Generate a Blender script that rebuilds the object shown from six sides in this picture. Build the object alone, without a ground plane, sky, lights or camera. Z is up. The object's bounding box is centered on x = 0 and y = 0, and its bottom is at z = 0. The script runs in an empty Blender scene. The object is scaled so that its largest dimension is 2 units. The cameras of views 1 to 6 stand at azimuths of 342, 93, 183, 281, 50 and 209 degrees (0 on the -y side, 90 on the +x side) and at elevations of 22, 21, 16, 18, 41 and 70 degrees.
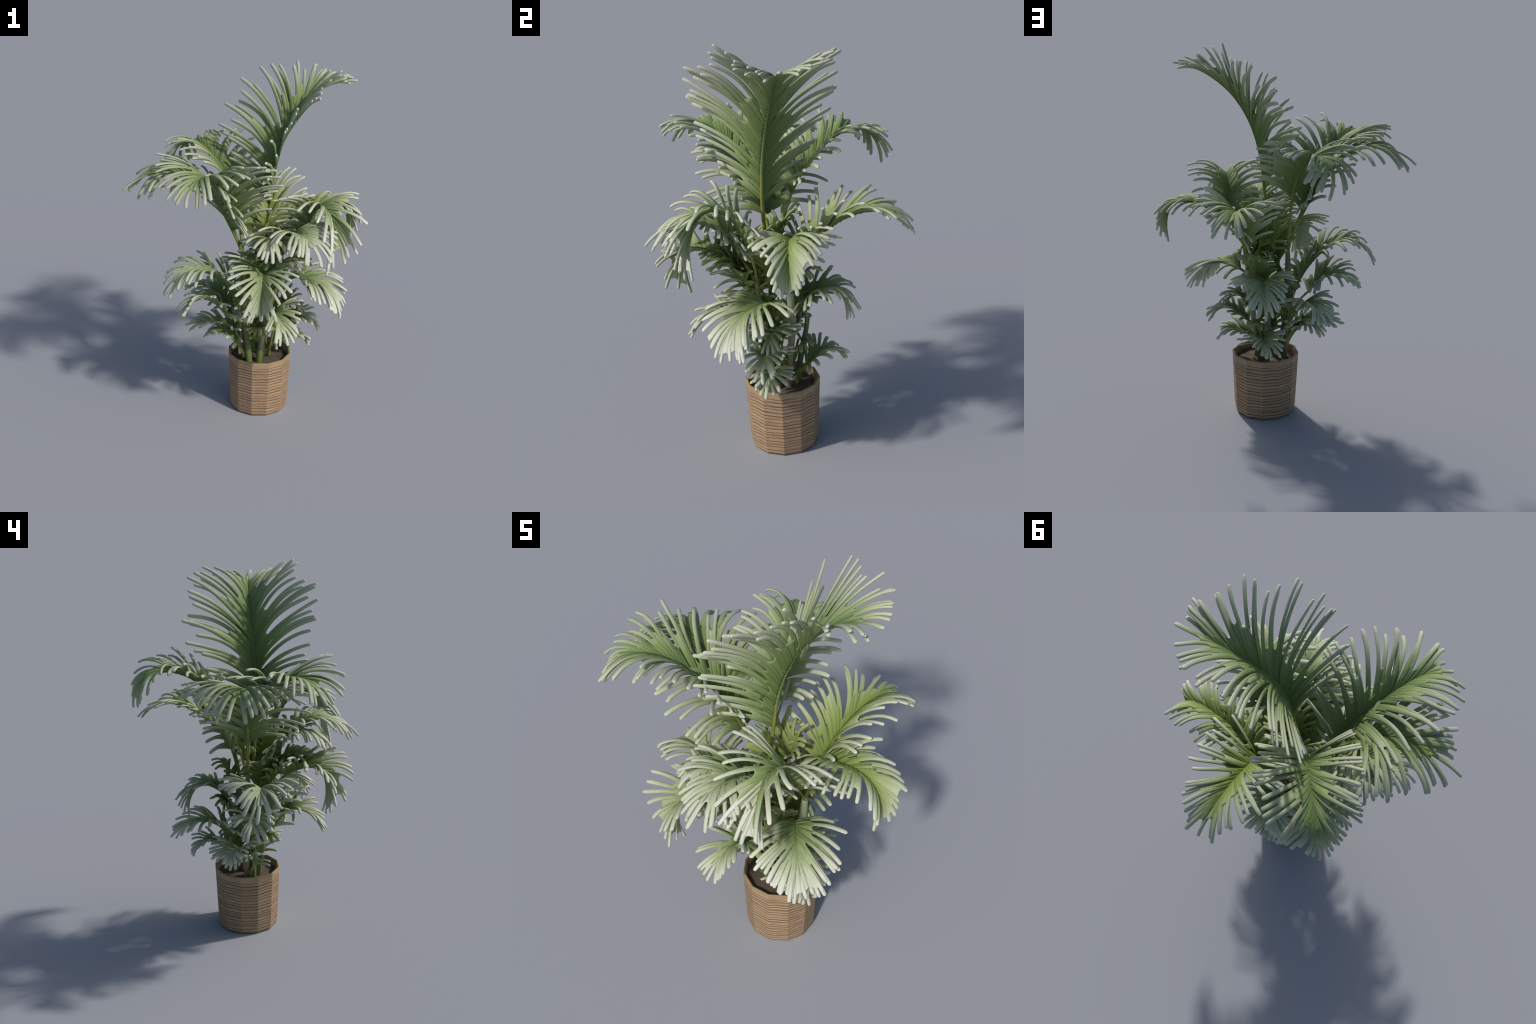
"""Potted kentia-like palm in a twelve-sided wooden planter."""
import bpy, bmesh, math, random
import numpy as np
from mathutils import Matrix, Vector

RNG = np.random.default_rng(11)
PC = np.array([0.0835, -0.0265])          # planter axis (x, y)
SOIL_Z = 0.31
UP = np.array([0.0, 0.0, 1.0])


# ------------------------------------------------------------------ helpers
def unit(v):
    v = np.asarray(v, float)
    return v / (np.linalg.norm(v) + 1e-12)


def catmull(points, per=12):
    """Smooth curve through the given points (centripetal-ish Catmull-Rom)."""
    P = [np.asarray(p, float) for p in points]
    P = [2 * P[0] - P[1]] + P + [2 * P[-1] - P[-2]]
    out = []
    for i in range(1, len(P) - 2):
        for k in range(per):
            t = k / per
            a, b, c, d = P[i - 1:i + 3]
            out.append(0.5 * (2 * b + (c - a) * t + (2 * a - 5 * b + 4 * c - d) * t * t + (3 * b - a - 3 * c + d) * t ** 3))
    out.append(P[-2])
    return np.array(out)


def bezier(c, n=48):
    c = np.asarray(c, float)
    t = np.linspace(0, 1, n)[:, None]
    return (1 - t) ** 3 * c[0] + 3 * t * (1 - t) ** 2 * c[1] + 3 * t * t * (1 - t) * c[2] + t ** 3 * c[3]


def arclen(P):
    return np.concatenate([[0], np.cumsum(np.linalg.norm(np.diff(P, axis=0), axis=1))])


def at(P, L, s):
    return np.array([np.interp(s, L, P[:, k]) for k in range(3)])


def sweep(path, wdirs, half_w, half_t, ring=8, power=1.0):
    """Closed tube along path; wdirs = width direction; returns verts, faces."""
    n = len(path)
    T = np.gradient(path, axis=0)
    V, F = [], []
    ang = np.arange(ring) * math.tau / ring
    ca, sa = np.cos(ang), np.sin(ang)
    ca = np.sign(ca) * np.abs(ca) ** power
    sa = np.sign(sa) * np.abs(sa) ** power
    for i in range(n):
        t = unit(T[i])
        w = unit(wdirs[i] - t * (wdirs[i] @ t))
        m = np.cross(t, w)
        V.append(path[i] + np.outer(ca * half_w[i], w) + np.outer(sa * half_t[i], m))
    V = np.vstack(V)
    for i in range(n - 1):
        for k in range(ring):
            a, b = i * ring + k, i * ring + (k + 1) % ring
            F.append((a, b, b + ring, a + ring))
    F.append(tuple(range(ring - 1, -1, -1)))
    F.append(tuple((n - 1) * ring + k for k in range(ring)))
    return V, F


def mesh_object(name, V, F, mat, parent=None, smooth=True, matrix=None):
    me = bpy.data.meshes.new(name)
    me.from_pydata([tuple(v) for v in V], [], F)
    if smooth:
        me.polygons.foreach_set("use_smooth", [True] * len(me.polygons))
    me.materials.append(mat)
    me.update()
    ob = bpy.data.objects.new(name, me)
    bpy.context.scene.collection.objects.link(ob)
    if parent is not None:
        ob.parent = parent
    if matrix is not None:
        ob.matrix_local = matrix
    return ob


# ---------------------------------------------------------------- materials
def new_mat(name):
    m = bpy.data.materials.new(name)
    m.use_nodes = True
    nt = m.node_tree
    return m, nt, nt.nodes["Principled BSDF"]


def node(nt, kind, **props):
    n = nt.nodes.new(kind)
    for k, v in props.items():
        setattr(n, k, v)
    return n


def ramp(nt, stops):
    r = node(nt, "ShaderNodeValToRGB")
    el = r.color_ramp.elements
    while len(el) < len(stops):
        el.new(0.5)
    for e, (p, c) in zip(el, stops):
        e.position, e.color = p, (*c, 1)
    return r


def leaf_material(name, stops, stretch=1.0):
    """Green at the root, pale bloom toward the finger tips: factor is the
    distance from the leaflet's root in its own (length-scaled) space."""
    m, nt, bsdf = new_mat(name)
    co = node(nt, "ShaderNodeTexCoord")
    ln = node(nt, "ShaderNodeVectorMath", operation="LENGTH")
    nt.links.new(co.outputs["Object"], ln.inputs[0])
    nz = node(nt, "ShaderNodeTexNoise")
    nz.inputs["Scale"].default_value = 5.0
    nz.inputs["Detail"].default_value = 2.0
    nt.links.new(co.outputs["Object"], nz.inputs["Vector"])
    ri = node(nt, "ShaderNodeObjectInfo")
    a = node(nt, "ShaderNodeMath", operation="MULTIPLY_ADD")
    nt.links.new(nz.outputs["Fac"], a.inputs[0])
    a.inputs[1].default_value, a.inputs[2].default_value = 0.26, -0.13
    b = node(nt, "ShaderNodeMath", operation="MULTIPLY_ADD")
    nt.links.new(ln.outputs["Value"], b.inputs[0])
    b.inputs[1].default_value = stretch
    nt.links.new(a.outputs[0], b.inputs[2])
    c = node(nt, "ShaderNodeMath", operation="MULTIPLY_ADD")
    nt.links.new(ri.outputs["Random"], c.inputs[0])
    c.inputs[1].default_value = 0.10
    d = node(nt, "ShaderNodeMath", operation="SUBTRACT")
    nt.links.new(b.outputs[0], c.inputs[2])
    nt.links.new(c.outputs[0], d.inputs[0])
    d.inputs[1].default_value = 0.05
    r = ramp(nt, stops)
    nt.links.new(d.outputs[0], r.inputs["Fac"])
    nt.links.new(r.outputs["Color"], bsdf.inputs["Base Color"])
    bsdf.inputs["Roughness"].default_value = 0.75
    bsdf.inputs["Specular IOR Level"].default_value = 0.2
    return m


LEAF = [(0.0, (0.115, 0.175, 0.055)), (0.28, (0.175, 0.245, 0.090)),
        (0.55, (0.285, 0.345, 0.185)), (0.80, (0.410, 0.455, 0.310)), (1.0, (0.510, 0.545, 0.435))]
LEAF_YELLOWISH = [(0.0, (0.160, 0.220, 0.050)), (0.28, (0.215, 0.282, 0.085)),
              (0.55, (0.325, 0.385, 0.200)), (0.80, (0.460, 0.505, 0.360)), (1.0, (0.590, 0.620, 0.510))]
LEAF_PALE_TIP = [(0.0, (0.120, 0.180, 0.058)), (0.28, (0.200, 0.265, 0.108)),
              (0.55, (0.335, 0.388, 0.235)), (0.80, (0.485, 0.522, 0.400)), (1.0, (0.620, 0.645, 0.555))]
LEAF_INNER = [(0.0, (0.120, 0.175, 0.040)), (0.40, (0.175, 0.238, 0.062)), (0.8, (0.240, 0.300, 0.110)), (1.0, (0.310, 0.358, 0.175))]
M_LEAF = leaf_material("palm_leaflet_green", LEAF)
M_LEAF_Y = leaf_material("palm_leaflet_sunny", LEAF_YELLOWISH)
M_LEAF_W = leaf_material("palm_leaflet_pale_tip", LEAF_PALE_TIP)
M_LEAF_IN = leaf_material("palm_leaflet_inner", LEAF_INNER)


def stalk_material(name, c0, c1):
    m, nt, bsdf = new_mat(name)
    co = node(nt, "ShaderNodeTexCoord")
    nz = node(nt, "ShaderNodeTexNoise")
    nz.inputs["Scale"].default_value = 14.0
    nt.links.new(co.outputs["Object"], nz.inputs["Vector"])
    r = ramp(nt, [(0.3, c0), (0.7, c1)])
    nt.links.new(nz.outputs["Fac"], r.inputs["Fac"])
    nt.links.new(r.outputs["Color"], bsdf.inputs["Base Color"])
    bsdf.inputs["Roughness"].default_value = 0.55
    return m


def stem_material(name, stops, z0, z1):
    """Stems: colour bands along the height (object z) with ring scars and streaks."""
    m, nt, bsdf = new_mat(name)
    co = node(nt, "ShaderNodeTexCoord")
    sx = node(nt, "ShaderNodeSeparateXYZ")
    nt.links.new(co.outputs["Object"], sx.inputs[0])
    mp = node(nt, "ShaderNodeMapping")
    mp.inputs["Scale"].default_value = (40, 40, 6)
    nt.links.new(co.outputs["Object"], mp.inputs[0])
    nz = node(nt, "ShaderNodeTexNoise")
    nz.inputs["Scale"].default_value = 1.0
    nt.links.new(mp.outputs[0], nz.inputs["Vector"])
    mr = node(nt, "ShaderNodeMapRange")
    mr.inputs["From Min"].default_value, mr.inputs["From Max"].default_value = z0, z1
    nt.links.new(sx.outputs["Z"], mr.inputs["Value"])
    ad = node(nt, "ShaderNodeMath", operation="MULTIPLY_ADD")
    nt.links.new(nz.outputs["Fac"], ad.inputs[0])
    ad.inputs[1].default_value = 0.06
    nt.links.new(mr.outputs[0], ad.inputs[2])
    sb = node(nt, "ShaderNodeMath", operation="SUBTRACT")
    nt.links.new(ad.outputs[0], sb.inputs[0])
    sb.inputs[1].default_value = 0.03
    r = ramp(nt, stops)
    nt.links.new(sb.outputs[0], r.inputs["Fac"])
    nt.links.new(r.outputs["Color"], bsdf.inputs["Base Color"])
    bsdf.inputs["Roughness"].default_value = 0.6
    return m


M_STALK = stalk_material("palm_stalk", (0.175, 0.215, 0.050), (0.270, 0.290, 0.070))
M_RACHIS = stalk_material("palm_midrib", (0.135, 0.190, 0.055), (0.175, 0.235, 0.080))
M_STEM = stem_material("palm_stem_green", [(0.0, (0.135, 0.195, 0.050)), (0.125, (0.150, 0.200, 0.060)), (0.145, (0.080, 0.105, 0.052)), (0.30, (0.105, 0.135, 0.068)), (0.34, (0.120, 0.155, 0.080)), (1.0, (0.230, 0.270, 0.110))], 0.31, 0.90)
M_STEM_B = stem_material("palm_stem_brown", [(0.0, (0.215, 0.155, 0.085)), (0.30, (0.225, 0.185, 0.105)), (0.55, (0.270, 0.270, 0.170)), (1.0, (0.330, 0.370, 0.230))], 0.31, 0.75)


def pot_material():
    """Wood-strip planter: wavering dark grain lines of uneven spacing and strength,
    fine upright streaks, blotches, and a plain rim with an olive edge."""
    m, nt, bsdf = new_mat("planter_wood")
    L = nt.links.new
    co = node(nt, "ShaderNodeTexCoord")
    sx = node(nt, "ShaderNodeSeparateXYZ")
    L(co.outputs["Object"], sx.inputs[0])

    def noise(scale, vec=None, stretch=None, detail=2.0):
        n = node(nt, "ShaderNodeTexNoise")
        n.inputs["Scale"].default_value, n.inputs["Detail"].default_value = scale, detail
        src = vec or co.outputs["Object"]
        if stretch:
            mp = node(nt, "ShaderNodeMapping")
            mp.inputs["Scale"].default_value = stretch
            L(src, mp.inputs[0])
            src = mp.outputs[0]
        L(src, n.inputs["Vector"])
        return n.outputs["Fac"]

    def madd(v, mul, add):
        n = node(nt, "ShaderNodeMath", operation="MULTIPLY_ADD")
        L(v, n.inputs[0])
        n.inputs[1].default_value = mul
        if isinstance(add, float):
            n.inputs[2].default_value = add
        else:
            L(add, n.inputs[2])
        return n.outputs[0]

    z1 = madd(noise(5.0, detail=1.0), 0.016, sx.outputs["Z"])           # slow sag
    z2 = madd(noise(24.0, stretch=(1, 1, 0.5), detail=2.0), 0.007, z1)  # wavering
    cz = node(nt, "ShaderNodeCombineXYZ")
    L(z2, cz.inputs["Z"])
    z3 = madd(noise(24.0, vec=cz.outputs[0], detail=1.0), 0.034, z2)    # uneven spacing
    cz2 = node(nt, "ShaderNodeCombineXYZ")
    L(z3, cz2.inputs["Z"])
    wv = node(nt, "ShaderNodeTexWave", wave_type="BANDS", bands_direction="Z", wave_profile="SIN")
    wv.inputs["Scale"].default_value = 17.5
    L(cz2.outputs[0], wv.inputs["Vector"])
    line = ramp(nt, [(0.0, (1, 1, 1)), (0.16, (0.72, 0.72, 0.72)), (0.42, (0.12, 0.12, 0.12)), (0.75, (0, 0, 0))])
    L(wv.outputs["Fac"], line.inputs["Fac"])
    strength = node(nt, "ShaderNodeMapRange")
    strength.inputs["From Min"].default_value, strength.inputs["From Max"].default_value = 0.30, 0.62
    strength.inputs["To Min"].default_value, strength.inputs["To Max"].default_value = 0.62, 1.0
    L(noise(9.0, stretch=(1, 1, 5), detail=3.0), strength.inputs["Value"])
    rim = node(nt, "ShaderNodeMapRange")
    rim.inputs["From Min"].default_value, rim.inputs["From Max"].default_value = 0.322, 0.338
    rim.inputs["To Min"].default_value, rim.inputs["To Max"].default_value = 1.0, 0.05
    L(z2, rim.inputs["Value"])
    k = node(nt, "ShaderNodeMath", operation="MULTIPLY")
    L(line.outputs["Color"], k.inputs[0])
    L(strength.outputs[0], k.inputs[1])
    k2 = node(nt, "ShaderNodeMath", operation="MULTIPLY")
    L(k.outputs[0], k2.inputs[0])
    L(rim.outputs[0], k2.inputs[1])
    base = ramp(nt, [(0.25, (0.315, 0.212, 0.135)), (0.5, (0.395, 0.275, 0.172)), (0.75, (0.440, 0.310, 0.190))])
    L(noise(11.0, stretch=(1, 1, 4), detail=3.0), base.inputs["Fac"])
    streak = ramp(nt, [(0.3, (0.92, 0.915, 0.90)), (0.6, (1.02, 1.02, 1.01))])
    L(noise(1.0, stretch=(95, 95, 9), detail=2.0), streak.inputs["Fac"])
    mul = node(nt, "ShaderNodeMix", data_type="RGBA", blend_type="MULTIPLY")
    mul.inputs["Factor"].default_value = 1.0
    L(base.outputs["Color"], mul.inputs["A"])
    L(streak.outputs["Color"], mul.inputs["B"])
    dark = node(nt, "ShaderNodeMix", data_type="RGBA")
    L(k2.outputs[0], dark.inputs["Factor"])
    L(mul.outputs["Result"], dark.inputs["A"])
    dark.inputs["B"].default_value = (0.125, 0.078, 0.046, 1)
    edge = node(nt, "ShaderNodeMapRange")
    edge.inputs["From Min"].default_value, edge.inputs["From Max"].default_value = 0.3455, 0.3495
    L(sx.outputs["Z"], edge.inputs["Value"])
    ed = node(nt, "ShaderNodeMix", data_type="RGBA")
    L(edge.outputs[0], ed.inputs["Factor"])
    L(dark.outputs["Result"], ed.inputs["A"])
    ed.inputs["B"].default_value = (0.285, 0.225, 0.100, 1)
    L(ed.outputs["Result"], bsdf.inputs["Base Color"])
    bp = node(nt, "ShaderNodeBump")
    bp.inputs["Strength"].default_value, bp.inputs["Distance"].default_value = 0.25, -0.003
    L(k2.outputs[0], bp.inputs["Height"])
    L(bp.outputs[0], bsdf.inputs["Normal"])
    bsdf.inputs["Roughness"].default_value = 0.65
    bsdf.inputs["Specular IOR Level"].default_value = 0.3
    return m


def soil_material():
    m, nt, bsdf = new_mat("potting_soil")
    co = node(nt, "ShaderNodeTexCoord")
    nz = node(nt, "ShaderNodeTexNoise")
    nz.inputs["Scale"].default_value, nz.inputs["Detail"].default_value = 28.0, 5.0
    nt.links.new(co.outputs["Object"], nz.inputs["Vector"])
    r = ramp(nt, [(0.3, (0.070, 0.050, 0.038)), (0.7, (0.125, 0.095, 0.074))])
    nt.links.new(nz.outputs["Fac"], r.inputs["Fac"])
    nt.links.new(r.outputs["Color"], bsdf.inputs["Base Color"])
    bsdf.inputs["Roughness"].default_value = 0.95
    return m


M_POT, M_SOIL = pot_material(), soil_material()

# --------------------------------------------------------------------- root
root = bpy.data.objects.new("potted_palm", None)
bpy.context.scene.collection.objects.link(root)
root.location = (PC[0], PC[1], 0)
root["label"] = "lush potted palm with arching fronds in a wooden planter"
root["category"] = "potted plant"
OFF = np.array([PC[0], PC[1], 0.0])


# ------------------------------------------------------------------ planter
def build_pot():
    prof = [(0.0, 0.004), (0.158, 0.0), (0.166, 0.002), (0.1705, 0.030), (0.1725, 0.045), (0.1855, 0.343), (0.1850, 0.350),
            (0.1790, 0.3515), (0.1730, 0.348), (0.1680, 0.300), (0.160, 0.285), (0.0, 0.285)]
    V, F = [], []
    for k in range(12):
        a = math.radians(30 * k)
        for r, z in prof:
            V.append((r * math.cos(a), r * math.sin(a), z))
    n = len(prof)
    for k in range(12):
        for i in range(n - 1):
            a, b = k * n + i, ((k + 1) % 12) * n + i
            F.append((a, b, b + 1, a + 1))
    ob = mesh_object("planter", V, F, M_POT, root, smooth=False)
    bm = bmesh.new()
    bm.from_mesh(ob.data)
    bmesh.ops.remove_doubles(bm, verts=bm.verts, dist=1e-5)
    bmesh.ops.dissolve_degenerate(bm, dist=1e-6, edges=bm.edges)
    bmesh.ops.recalc_face_normals(bm, faces=bm.faces)
    bm.to_mesh(ob.data)
    bm.free()
    b = ob.modifiers.new("soft_edges", "BEVEL")
    b.width, b.segments, b.limit_method, b.angle_limit = 0.004, 2, "ANGLE", math.radians(15)


def build_soil():
    V, F, R, A = [], [], 14, 48
    V.append((0, 0, SOIL_Z))
    ph = RNG.uniform(0, 6, 6)
    for i in range(1, R + 1):
        r = 0.166 * i / R
        for k in range(A):
            a = math.tau * k / A
            x, y = r * math.cos(a), r * math.sin(a)
            h = 0.003 * math.sin(38 * x + ph[0]) * math.sin(33 * y + ph[1]) + 0.002 * math.sin(80 * x + 45 * y + ph[2])
            V.append((x, y, SOIL_Z + h - 0.012 * max(0, i / R - 0.85)))
    for k in range(A):
        F.append((0, 1 + k, 1 + (k + 1) % A))
    for i in range(R - 1):
        for k in range(A):
            a, b = 1 + i * A + k, 1 + i * A + (k + 1) % A
            F.append((a, a + A, b + A, b))
    mesh_object("soil", V, F, M_SOIL, root)


build_pot()
build_soil()


# -------------------------------------------------------------------- stems
def build_stem(points, radii, mat, name="stem", rings=()):
    P = catmull(points, 16) - OFF
    L = arclen(P)
    kn = np.linspace(0, len(P) - 1, len(radii))
    rad = np.interp(np.arange(len(P)), kn, radii)
    for z, amount in rings:
        rad = rad * (1 + amount * np.exp(-((P[:, 2] - z) / 0.006) ** 2))
    w = np.tile([1.0, 0.0, 0.0], (len(P), 1))
    V, F = sweep(P, w, rad, rad, ring=14)
    return mesh_object(name, V, F, mat, root)


S1 = [(0.008, -0.072, 0.290), (-0.004, -0.076, 0.40), (-0.024, -0.079, 0.518), (-0.032, -0.075, 0.62), (-0.034, -0.065, 0.78), (-0.030, -0.058, 0.93)]
S2 = [(0.060, -0.090, 0.290), (0.064, -0.104, 0.40), (0.070, -0.118, 0.50), (0.085, -0.125, 0.62), (0.130, -0.124, 0.75), (0.180, -0.120, 0.86)]
S3 = [(-0.020, -0.035, 0.290), (-0.034, -0.050, 0.42), (-0.048, -0.070, 0.56), (-0.062, -0.085, 0.70)]
S4 = [(0.067, 0.050, 0.290), (0.067, 0.062, 0.42), (0.064, 0.085, 0.53), (0.055, 0.110, 0.66)]
S5 = [(0.110, 0.012, 0.290), (0.128, 0.018, 0.43), (0.146, 0.026, 0.55), (0.162, 0.031, 0.68), (0.182, 0.030, 0.84)]
S6 = [(0.105, -0.030, 0.290), (0.110, -0.040, 0.38), (0.122, -0.052, 0.48)]
build_stem(S1, [0.0205, 0.0190, 0.0180, 0.0185, 0.0180, 0.0120], M_STEM, rings=((0.395, 0.05), (0.50, 0.05), (0.60, 0.06)))
build_stem(S2, [0.0190, 0.0180, 0.0170, 0.0200, 0.0200, 0.0120], M_STEM, rings=((0.40, 0.05), (0.47, 0.05)))
build_stem(S3, [0.0125, 0.0130, 0.0140, 0.0080], M_STEM_B)
build_stem(S4, [0.0150, 0.0145, 0.0150, 0.0090], M_STEM)
build_stem(S5, [0.0115, 0.0110, 0.0140, 0.0240, 0.0150], M_STEM_B)
build_stem(S6, [0.0095, 0.0100, 0.0070], M_STEM_B)


# ------------------------------------------------------------------- fronds
def profile(s, a, tip, peak=0.35):
    """Leaflet length over the blade: a at the base, full at the peak, tip at the end."""
    if s < peak:
        return a + (1 - a) * math.sin(s / peak * math.pi / 2)
    return 1 + (tip - 1) * ((s - peak) / (1 - peak)) ** 1.6


NAMED = 0


def build_frond(curve, start, lead=0.08, n=14, L=0.25, raise_=35, droop=1.15, th=(56, 14), splay=0.7, base=0.6, tip=0.7,
                width=1.0, roll=0, mat=None, single=False, r0=0.0075, out=None, jitter=1.0, cut=0.75, raise0=None, peak=0.35, paddle=0.0, lift=0.0):
    """One pinnate frond.  curve: Bezier control points from the lowest leaflets to the very tip of
    the last leaflet, start: where the stalk leaves its sheath, L: longest leaflet,
    raise_: angle of the leaflets above the blade plane (V section), droop: pull of
    gravity along a leaflet, th: angle to the rachis at base and tip, splay: how far
    a leaflet bends outward along its length, lead: leaflets on the stalk below the
    curve, cut: share of the last leaflet by which the rachis stops short of the tip."""
    global NAMED
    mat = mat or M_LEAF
    c = np.asarray(curve, float)
    blade = bezier(c, 80)
    d0 = unit(c[1] - c[0])
    st = np.asarray(start, float)
    gap = np.linalg.norm(c[0] - st)
    sd = unit(out) if out is not None else unit(unit(c[0] - st) + 0.6 * UP)
    stalk = bezier([st, st + sd * gap * 0.4, c[0] - d0 * gap * 0.35, c[0]], 16)
    P = np.vstack([stalk[:-1], blade]) - OFF
    LL = arclen(P)
    s_base = LL[len(stalk) - 1] - lead
    t_end = unit(P[-1] - P[-3])
    keep = LL <= LL[-1] - cut * L * tip
    P, LL = P[keep], LL[keep]
    s_tip = LL[-1]
    head = c[3] - c[0]
    head = unit([head[0], head[1], 0])
    T = np.gradient(P, axis=0)
    T /= np.linalg.norm(T, axis=1)[:, None]

    rolls = roll if isinstance(roll, tuple) else (roll, roll)

    def frame(s):
        t = unit(at(T, LL, s))
        nrm = -head * t[2] + UP * (t @ head)
        nrm = unit(nrm - t * (nrm @ t))
        side = np.cross(t, nrm)
        a = math.radians(rolls[0] + (rolls[1] - rolls[0]) * min(1, max(0, (s - s_base) / (s_tip - s_base))))
        return t, math.cos(a) * side + math.sin(a) * nrm, math.cos(a) * nrm - math.sin(a) * side

    w = np.array([frame(s)[1] for s in LL])
    rad = np.where(LL < s_base, r0, r0 * (1 - 0.66 * np.clip((LL - s_base) / max(1e-6, s_tip - s_base), 0, 1)))
    rad = rad * (1 + 0.5 * np.exp(-LL / 0.05))
    V, F = sweep(P, w, rad, rad * 0.9, ring=8)
    frond = mesh_object("frond", V, F, M_STALK, root)
    frond.data.materials.append(M_RACHIS)
    for poly in frond.data.polygons:
        if poly.vertices[0] // 8 < len(LL) and LL[poly.vertices[0] // 8] > s_base + 0.18 * (s_tip - s_base):
            poly.material_index = 1

    spacing = (s_tip - s_base) / n
    kappa = t_end - unit(T[-1])             # how the blade goes on bending past the rachis end
    m = 15
    x = np.linspace(0, 1, m)
    JV, JF = [], []

    def leaflet(u, sg):
        """Centre line, width direction and half widths of one leaflet."""
        s = s_base + (s_tip - s_base) * u
        p0 = at(P, LL, s)
        t, side, nrm = frame(s)
        ln = L * profile(u, base, tip, peak) * RNG.uniform(0.90, 1.08)
        ang = math.radians(th[0] + (th[1] - th[0]) * u ** 0.9 + RNG.normal(0, 2.5) * jitter)
        r_here = raise0 + (raise_ - raise0) * min(1.0, u / 0.4) if raise0 is not None else raise_
        el = math.radians(r_here * (1 - 0.35 * u) + RNG.normal(0, 4) * jitter)
        if sg == 0:
            d, wd, lat = t, side, np.zeros(3)
        else:
            lat = math.cos(el) * side * sg + math.sin(el) * nrm
            d = unit(math.cos(ang) * t + math.sin(ang) * lat)
            wd = unit(t - d * (t @ d))
            flat = unit(np.cross(nrm, d))
            wd = unit(wd + flat * (1 if flat @ wd > 0 else -1) * max(0, 1 - ang / 0.6))
        pts = [p0 - d * 0.004]
        dr = droop * RNG.uniform(0.8, 1.2)
        sp = splay * (1 - 0.75 * u) * RNG.uniform(0.75, 1.25)
        wa, wp = RNG.normal(0, 0.10) * jitter, RNG.uniform(0, 6)
        for k in range(m - 1):
            q = (k + 0.5) / (m - 1)
            dd = unit(d + lat * sp * q + UP * (-dr * q ** 1.4 * (1 if sg else 0.25)) + kappa * 1.3 * q * u ** 3 + nrm * lift * (1 - u) * q
                      + wd * wa * math.sin(5.5 * q + wp) * q)
            pts.append(pts[-1] + dd * ln / (m - 1))
        pts = np.array(pts)
        root_w = min(0.58 * spacing * max(0.55, math.sin(max(ang, 0.3))) + 0.003, 0.019)
        fing = 0.0094 * width * RNG.uniform(0.86, 1.14)
        blend = np.clip((x - RNG.uniform(0.30, 0.45)) / 0.40, 0, 1)
        blend = blend * blend * (3 - 2 * blend)
        hw = root_w * (1 - blend) + fing * blend
        hw[0] *= 0.75
        hw[-1] *= 0.9
        return dict(u=u, sg=sg, p0=p0, ln=ln, pts=pts, wd=wd, hw=hw, ht=0.0036 + 0.0022 * blend, fing=fing)

    rows = []
    for sg in (-1, 1):
        row = []
        for i in range(n):
            u = (i + 0.5 + RNG.uniform(-0.20, 0.20) * jitter + (0.25 if sg > 0 else -0.05)) / (n + 0.3)
            row.append(leaflet(min(u, 0.995), sg))
        rows.append(row)
    last = leaflet(0.998, 0)
    rows[0].append(last)
    rows[1].append(last)

    def web(p, q):
        """Thin skin that joins two neighbouring leaflets along their lower part."""
        kind = RNG.uniform()
        k0, k1 = 0, int(round((m - 1) * RNG.uniform(0.34, 0.58) + (0.2 if p['u'] > 0.8 else 0)))
        if kind < 0.16:
            k1 = int(round((m - 1) * RNG.uniform(0.70, 0.90)))       # a pair fused almost to its tips
        elif kind > 0.86:
            k0 = 3                                                    # a small gap by the midrib
        A, Bq = p["pts"], q["pts"]
        limit = 0.042
        if paddle and p['u'] > 1 - paddle:                            # fused blade end
            k0, k1, limit = 0, m - 1 - int(RNG.integers(1, 4)), 0.060
        while k1 > k0 + 3 and np.linalg.norm(A[k1] - Bq[k1]) > limit:
            k1 -= 1
        W, G = [], []
        for k in range(k0, k1 + 1):
            tt = unit(A[min(k + 1, m - 1)] - A[max(k - 1, 0)])
            na = unit(np.cross(tt, Bq[k] - A[k])) if np.linalg.norm(Bq[k] - A[k]) > 1e-4 else unit(np.cross(tt, p["wd"]))
            kc = k - 0.8 if k == k1 else (k + 0.5 if (k == k0 and k0) else k)
            ia = int(kc)
            f = kc - ia
            c = 0.5 * (A[ia] + Bq[ia]) * (1 - f) + 0.5 * (A[ia + 1] + Bq[ia + 1]) * f
            h = 0.0037
            for pt in (A[k], c, Bq[k]):
                W += [pt + na * h, pt - na * h]
        nr = k1 - k0 + 1
        for i in range(nr - 1):
            o, o2 = 6 * i, 6 * (i + 1)
            G += [(o, o + 2, o2 + 2, o2), (o + 2, o + 4, o2 + 4, o2 + 2), (o + 1, o2 + 1, o2 + 3, o + 3), (o + 3, o2 + 3, o2 + 5, o + 5),
                  (o, o2, o2 + 1, o + 1), (o + 4, o + 5, o2 + 5, o2 + 4)]
        e = 6 * (nr - 1)
        G += [(0, 1, 3, 2), (2, 3, 5, 4), (e, e + 2, e + 3, e + 1), (e + 2, e + 4, e + 5, e + 3)]
        return np.array(W), G

    todo = []
    for row in rows:
        for i, lf in enumerate(row[:-1]):
            todo.append((lf, row[i + 1]))
    todo.append((last, None))
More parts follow.
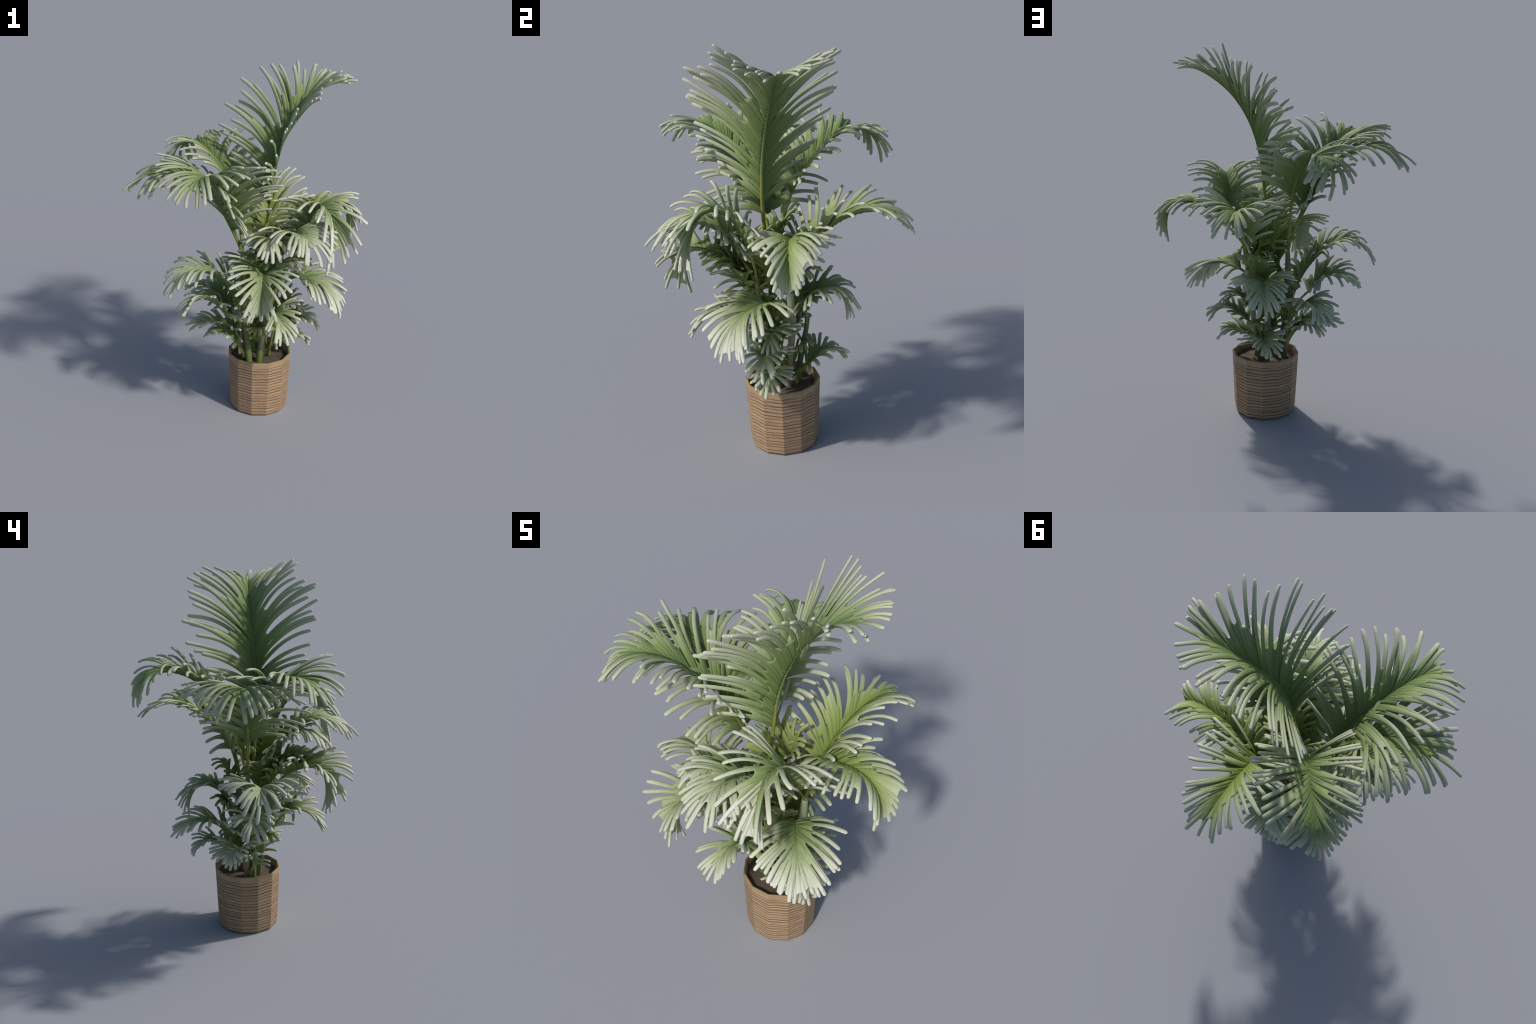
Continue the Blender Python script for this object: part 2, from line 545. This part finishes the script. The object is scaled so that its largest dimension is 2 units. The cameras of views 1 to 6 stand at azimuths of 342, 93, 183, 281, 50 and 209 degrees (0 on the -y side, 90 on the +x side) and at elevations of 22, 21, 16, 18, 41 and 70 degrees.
    for lf, nxt in todo:
        pts, fing = lf["pts"], lf["fing"]
        tipd = unit(pts[-1] - pts[-2])
        pp = np.vstack([pts, pts[-1] + tipd * fing * 0.45, pts[-1] + tipd * fing * 0.7])
        hw = np.append(lf["hw"], [fing * 0.62, fing * 0.25])
        ht = np.append(lf["ht"], [0.0044, 0.0020])
        V, F = sweep(pp, np.tile(lf["wd"], (len(pp), 1)), hw, ht, ring=10, power=0.9)
        if nxt is not None:
            W, G = web(lf, nxt)
            F = F + [tuple(len(V) + q for q in g) for g in G]
            V = np.vstack([V, W])
        p0, ln, wd = lf["p0"], lf["ln"], lf["wd"]
        if single and NAMED < 300:
            NAMED += 1
            X = unit(pts[-1] - pts[0])
            Y = unit(wd - X * (wd @ X))
            Z = np.cross(X, Y)
            R = np.column_stack([X, Y, Z])
            Vl = ((V - p0) @ R) / ln
            M = Matrix.Identity(4)
            for r in range(3):
                for cc in range(3):
                    M[r][cc] = R[r, cc] * ln
                M[r][3] = p0[r]
            mesh_object("leaflet", Vl, F, mat, frond, matrix=M)
        else:
            o = sum(len(v) for v in JV)
            JV.append(V)
            JF += [tuple(q + o for q in fc) for fc in F]
    if JV:
        V = np.vstack(JV)
        # own space: x along the blade, y across it, scaled so that the leaflet
        # tips lie about one unit from the blade's centre line
        a, b = at(P, LL, s_base), at(P, LL, s_tip)
        mid = at(P, LL, s_base + 0.35 * (s_tip - s_base))
        X = unit(b - a)
        Y = unit(np.cross(UP, X))
        Z = np.cross(X, Y)
        R = np.column_stack([X, Y, Z])
        sc = np.array([0.62 * np.linalg.norm(b - a) + 0.7 * L, 0.85 * L, 0.85 * L])
        Vl = ((V - mid) @ R) / sc
        M = Matrix.Identity(4)
        for r in range(3):
            for cc in range(3):
                M[r][cc] = R[r, cc] * sc[cc]
            M[r][3] = mid[r]
        ob = mesh_object("leaflet_fan", Vl, JF, mat, frond, matrix=M)
        ob["kind"] = "stuff"
    return frond


C1 = (-0.030, -0.058, 0.93)      # crown of the tall stem
C2 = (0.180, -0.120, 0.86)
C3 = (0.182, 0.030, 0.84)

# upper crown
build_frond([(0.112, -0.085, 1.330), (0.140, -0.075, 1.640), (0.270, 0.005, 1.860), (0.528, 0.030, 1.935)], (0.045, -0.075, 0.92),
            lead=0.07, n=31, L=0.47, raise_=28, raise0=30, roll=(10, -5), droop=0.6, th=(47, 14), splay=0.85, base=0.55, tip=0.38, peak=0.38, lift=0.35, single=True, r0=0.009)
build_frond([(-0.145, -0.087, 1.205), (-0.290, -0.105, 1.500), (-0.460, -0.120, 1.555), (-0.665, -0.105, 1.455)], C1,
            lead=0.09, n=22, L=0.38, raise_=24, droop=1.3, tip=0.6, single=True)
build_frond([(-0.130, -0.110, 1.214), (-0.240, -0.230, 1.500), (-0.360, -0.400, 1.625), (-0.465, -0.520, 1.475)], C1,
            lead=0.07, n=22, L=0.39, raise_=32, droop=0.8, tip=0.52, single=True)
build_frond([(-0.095, 0.145, 1.407), (-0.164, 0.290, 1.577), (-0.300, 0.450, 1.530), (-0.271, 0.480, 1.402)], (-0.030, -0.050, 0.95),
            lead=0.19, n=21, L=0.30, raise_=36, droop=0.9, base=0.68, single=True)
# middle
build_frond([(0.198, 0.134, 1.087), (0.202, 0.293, 1.252), (0.214, 0.452, 1.284), (0.234, 0.575, 1.195)], C3,
            lead=0.15, n=20, L=0.30, raise_=45, droop=0.8, single=True, mat=M_LEAF_Y)
build_frond([(0.273, 0.074, 1.110), (0.500, 0.020, 1.265), (0.650, 0.050, 1.245), (0.610, 0.036, 1.020)], C3,
            lead=0.14, n=18, L=0.23, raise_=38, droop=1.5, paddle=0.3, single=True, mat=M_LEAF_Y)
build_frond([(0.300, -0.150, 1.120), (0.320, -0.240, 1.400), (0.375, -0.430, 1.350), (0.359, -0.400, 1.020)], C2,
            lead=0.05, n=15, L=0.26, raise_=32, droop=1.2, tip=0.95, single=True, mat=M_LEAF_W, paddle=0.4)
build_frond([(0.125, -0.205, 1.020), (0.155, -0.290, 1.220), (0.190, -0.470, 1.240), (0.206, -0.600, 1.145)], C2,
            lead=0.03, n=16, L=0.26, raise_=30, droop=1.3, th=(60, 16), single=True)
build_frond([(0.065, -0.190, 1.020), (0.045, -0.280, 1.190), (0.010, -0.410, 1.200), (-0.010, -0.500, 1.120)], (0.05, -0.11, 0.85),
            lead=0.03, n=12, L=0.18, raise_=28, droop=1.4, th=(60, 16))
# lower
build_frond([(0.277, -0.104, 0.823), (0.370, -0.192, 0.837), (0.449, -0.245, 0.774), (0.497, -0.245, 0.685)], (0.10, -0.12, 0.66),
            lead=0.06, n=18, L=0.26, raise_=28, droop=1.3, tip=0.8, single=True, mat=M_LEAF_W, paddle=0.12)
build_frond([(-0.006, -0.345, 0.972), (-0.048, -0.460, 1.020), (-0.069, -0.515, 0.960), (-0.055, -0.469, 0.800)], (0.03, -0.10, 0.70),
            lead=0.10, n=14, L=0.25, raise_=42, th=(60, 16), single=True, paddle=0.3)
build_frond([(-0.170, -0.167, 0.845), (-0.289, -0.173, 0.984), (-0.389, -0.200, 0.997), (-0.498, -0.201, 0.877)], (-0.055, -0.08, 0.64),
            lead=0.15, n=18, L=0.26, raise_=36, base=0.7)
build_frond([(0.083, 0.127, 0.792), (0.085, 0.228, 0.852), (0.065, 0.285, 0.811), (0.060, 0.293, 0.679)], (0.06, 0.10, 0.62),
            lead=0.08, n=14, L=0.20, raise_=32, th=(62, 16))
build_frond([(-0.180, -0.180, 0.695), (-0.243, -0.139, 0.784), (-0.324, -0.140, 0.796), (-0.419, -0.190, 0.734)], (-0.05, -0.075, 0.56),
            lead=0.06, n=12, L=0.21, raise_=32)
build_frond([(-0.091, -0.044, 0.503), (-0.138, -0.020, 0.559), (-0.230, -0.001, 0.560), (-0.315, 0.010, 0.555)], (-0.03, -0.04, 0.40),
            lead=0.05, n=11, L=0.18, raise_=32, droop=0.9)
build_frond([(-0.103, 0.064, 0.637), (-0.145, 0.133, 0.718), (-0.196, 0.211, 0.723), (-0.246, 0.301, 0.658)], (0.0, 0.0, 0.42),
            lead=0.08, n=11, L=0.19, raise_=35)
build_frond([(0.100, 0.120, 0.450), (0.082, 0.170, 0.501), (0.053, 0.227, 0.504), (0.030, 0.275, 0.440)], (0.068, 0.055, 0.36),
            lead=0.04, n=9, L=0.16, raise_=30, droop=0.9)
build_frond([(0.172, -0.086, 0.418), (0.254, -0.073, 0.467), (0.316, -0.084, 0.468), (0.356, -0.095, 0.403)], (0.11, -0.035, 0.34),
            lead=0.04, n=9, L=0.15, raise_=28, droop=0.8)
build_frond([(0.218, -0.072, 0.535), (0.288, -0.097, 0.592), (0.352, -0.108, 0.584), (0.402, -0.104, 0.511)], (0.12, -0.05, 0.46),
            lead=0.05, n=10, L=0.17, raise_=28, droop=0.9)
build_frond([(0.205, -0.050, 0.642), (0.244, -0.066, 0.676), (0.280, -0.074, 0.659), (0.313, -0.078, 0.598)], (0.122, -0.05, 0.47),
            lead=0.05, n=9, L=0.16, raise_=28, droop=0.9)
build_frond([(0.098, -0.230, 0.659), (0.071, -0.281, 0.732), (0.087, -0.355, 0.716), (0.097, -0.458, 0.626)], (0.137, -0.04, 0.30),
            lead=0.05, n=11, L=0.20, raise_=30)
build_frond([(-0.079, -0.090, 0.450), (-0.131, -0.046, 0.524), (-0.186, -0.016, 0.537), (-0.236, -0.002, 0.479)], (-0.02, -0.06, 0.33),
            lead=0.04, n=9, L=0.14, raise_=28, droop=0.9)
# young leaves standing up inside the crown
INNER = [((0.12, -0.02, 0.98), (0.14, 0.03, 1.24), C3, 0.18), ((0.10, -0.12, 0.92), (0.17, -0.18, 1.16), C2, 0.16),
         ((0.05, -0.03, 0.96), (0.03, 0.05, 1.24), C1, 0.18), ((0.19, -0.06, 0.92), (0.26, -0.05, 1.14), C2, 0.15),
         ((0.03, -0.11, 0.84), (-0.03, -0.17, 1.06), C1, 0.15), ((0.13, 0.06, 0.80), (0.15, 0.14, 0.98), C3, 0.14),
         ((0.10, -0.08, 0.70), (0.15, -0.16, 0.88), (0.09, -0.11, 0.58), 0.13), ((0.06, 0.05, 0.62), (0.03, 0.13, 0.80), (0.066, 0.09, 0.50), 0.13),
         ((0.00, -0.09, 0.60), (-0.05, -0.16, 0.76), (-0.02, -0.08, 0.45), 0.13), ((0.12, -0.02, 0.56), (0.18, 0.05, 0.70), (0.13, 0.02, 0.42), 0.12),
         ((0.09, -0.17, 0.86), (0.06, -0.36, 1.05), (0.09, -0.12, 0.68), 0.19), ((0.15, -0.18, 0.88), (0.20, -0.34, 1.04), (0.13, -0.124, 0.74), 0.17),
         ((0.09, 0.03, 0.42), (0.13, 0.11, 0.58), (0.10, 0.02, 0.36), 0.11), ((0.05, -0.11, 0.46), (0.03, -0.20, 0.58), (0.06, -0.10, 0.38), 0.11)]
for a, b, st, ln in INNER:
    a, b = np.array(a), np.array(b)
    h = b - a
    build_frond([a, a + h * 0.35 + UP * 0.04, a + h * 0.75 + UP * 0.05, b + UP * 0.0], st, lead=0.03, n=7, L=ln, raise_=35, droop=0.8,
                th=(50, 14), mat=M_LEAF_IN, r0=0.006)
print("named leaflets", NAMED)
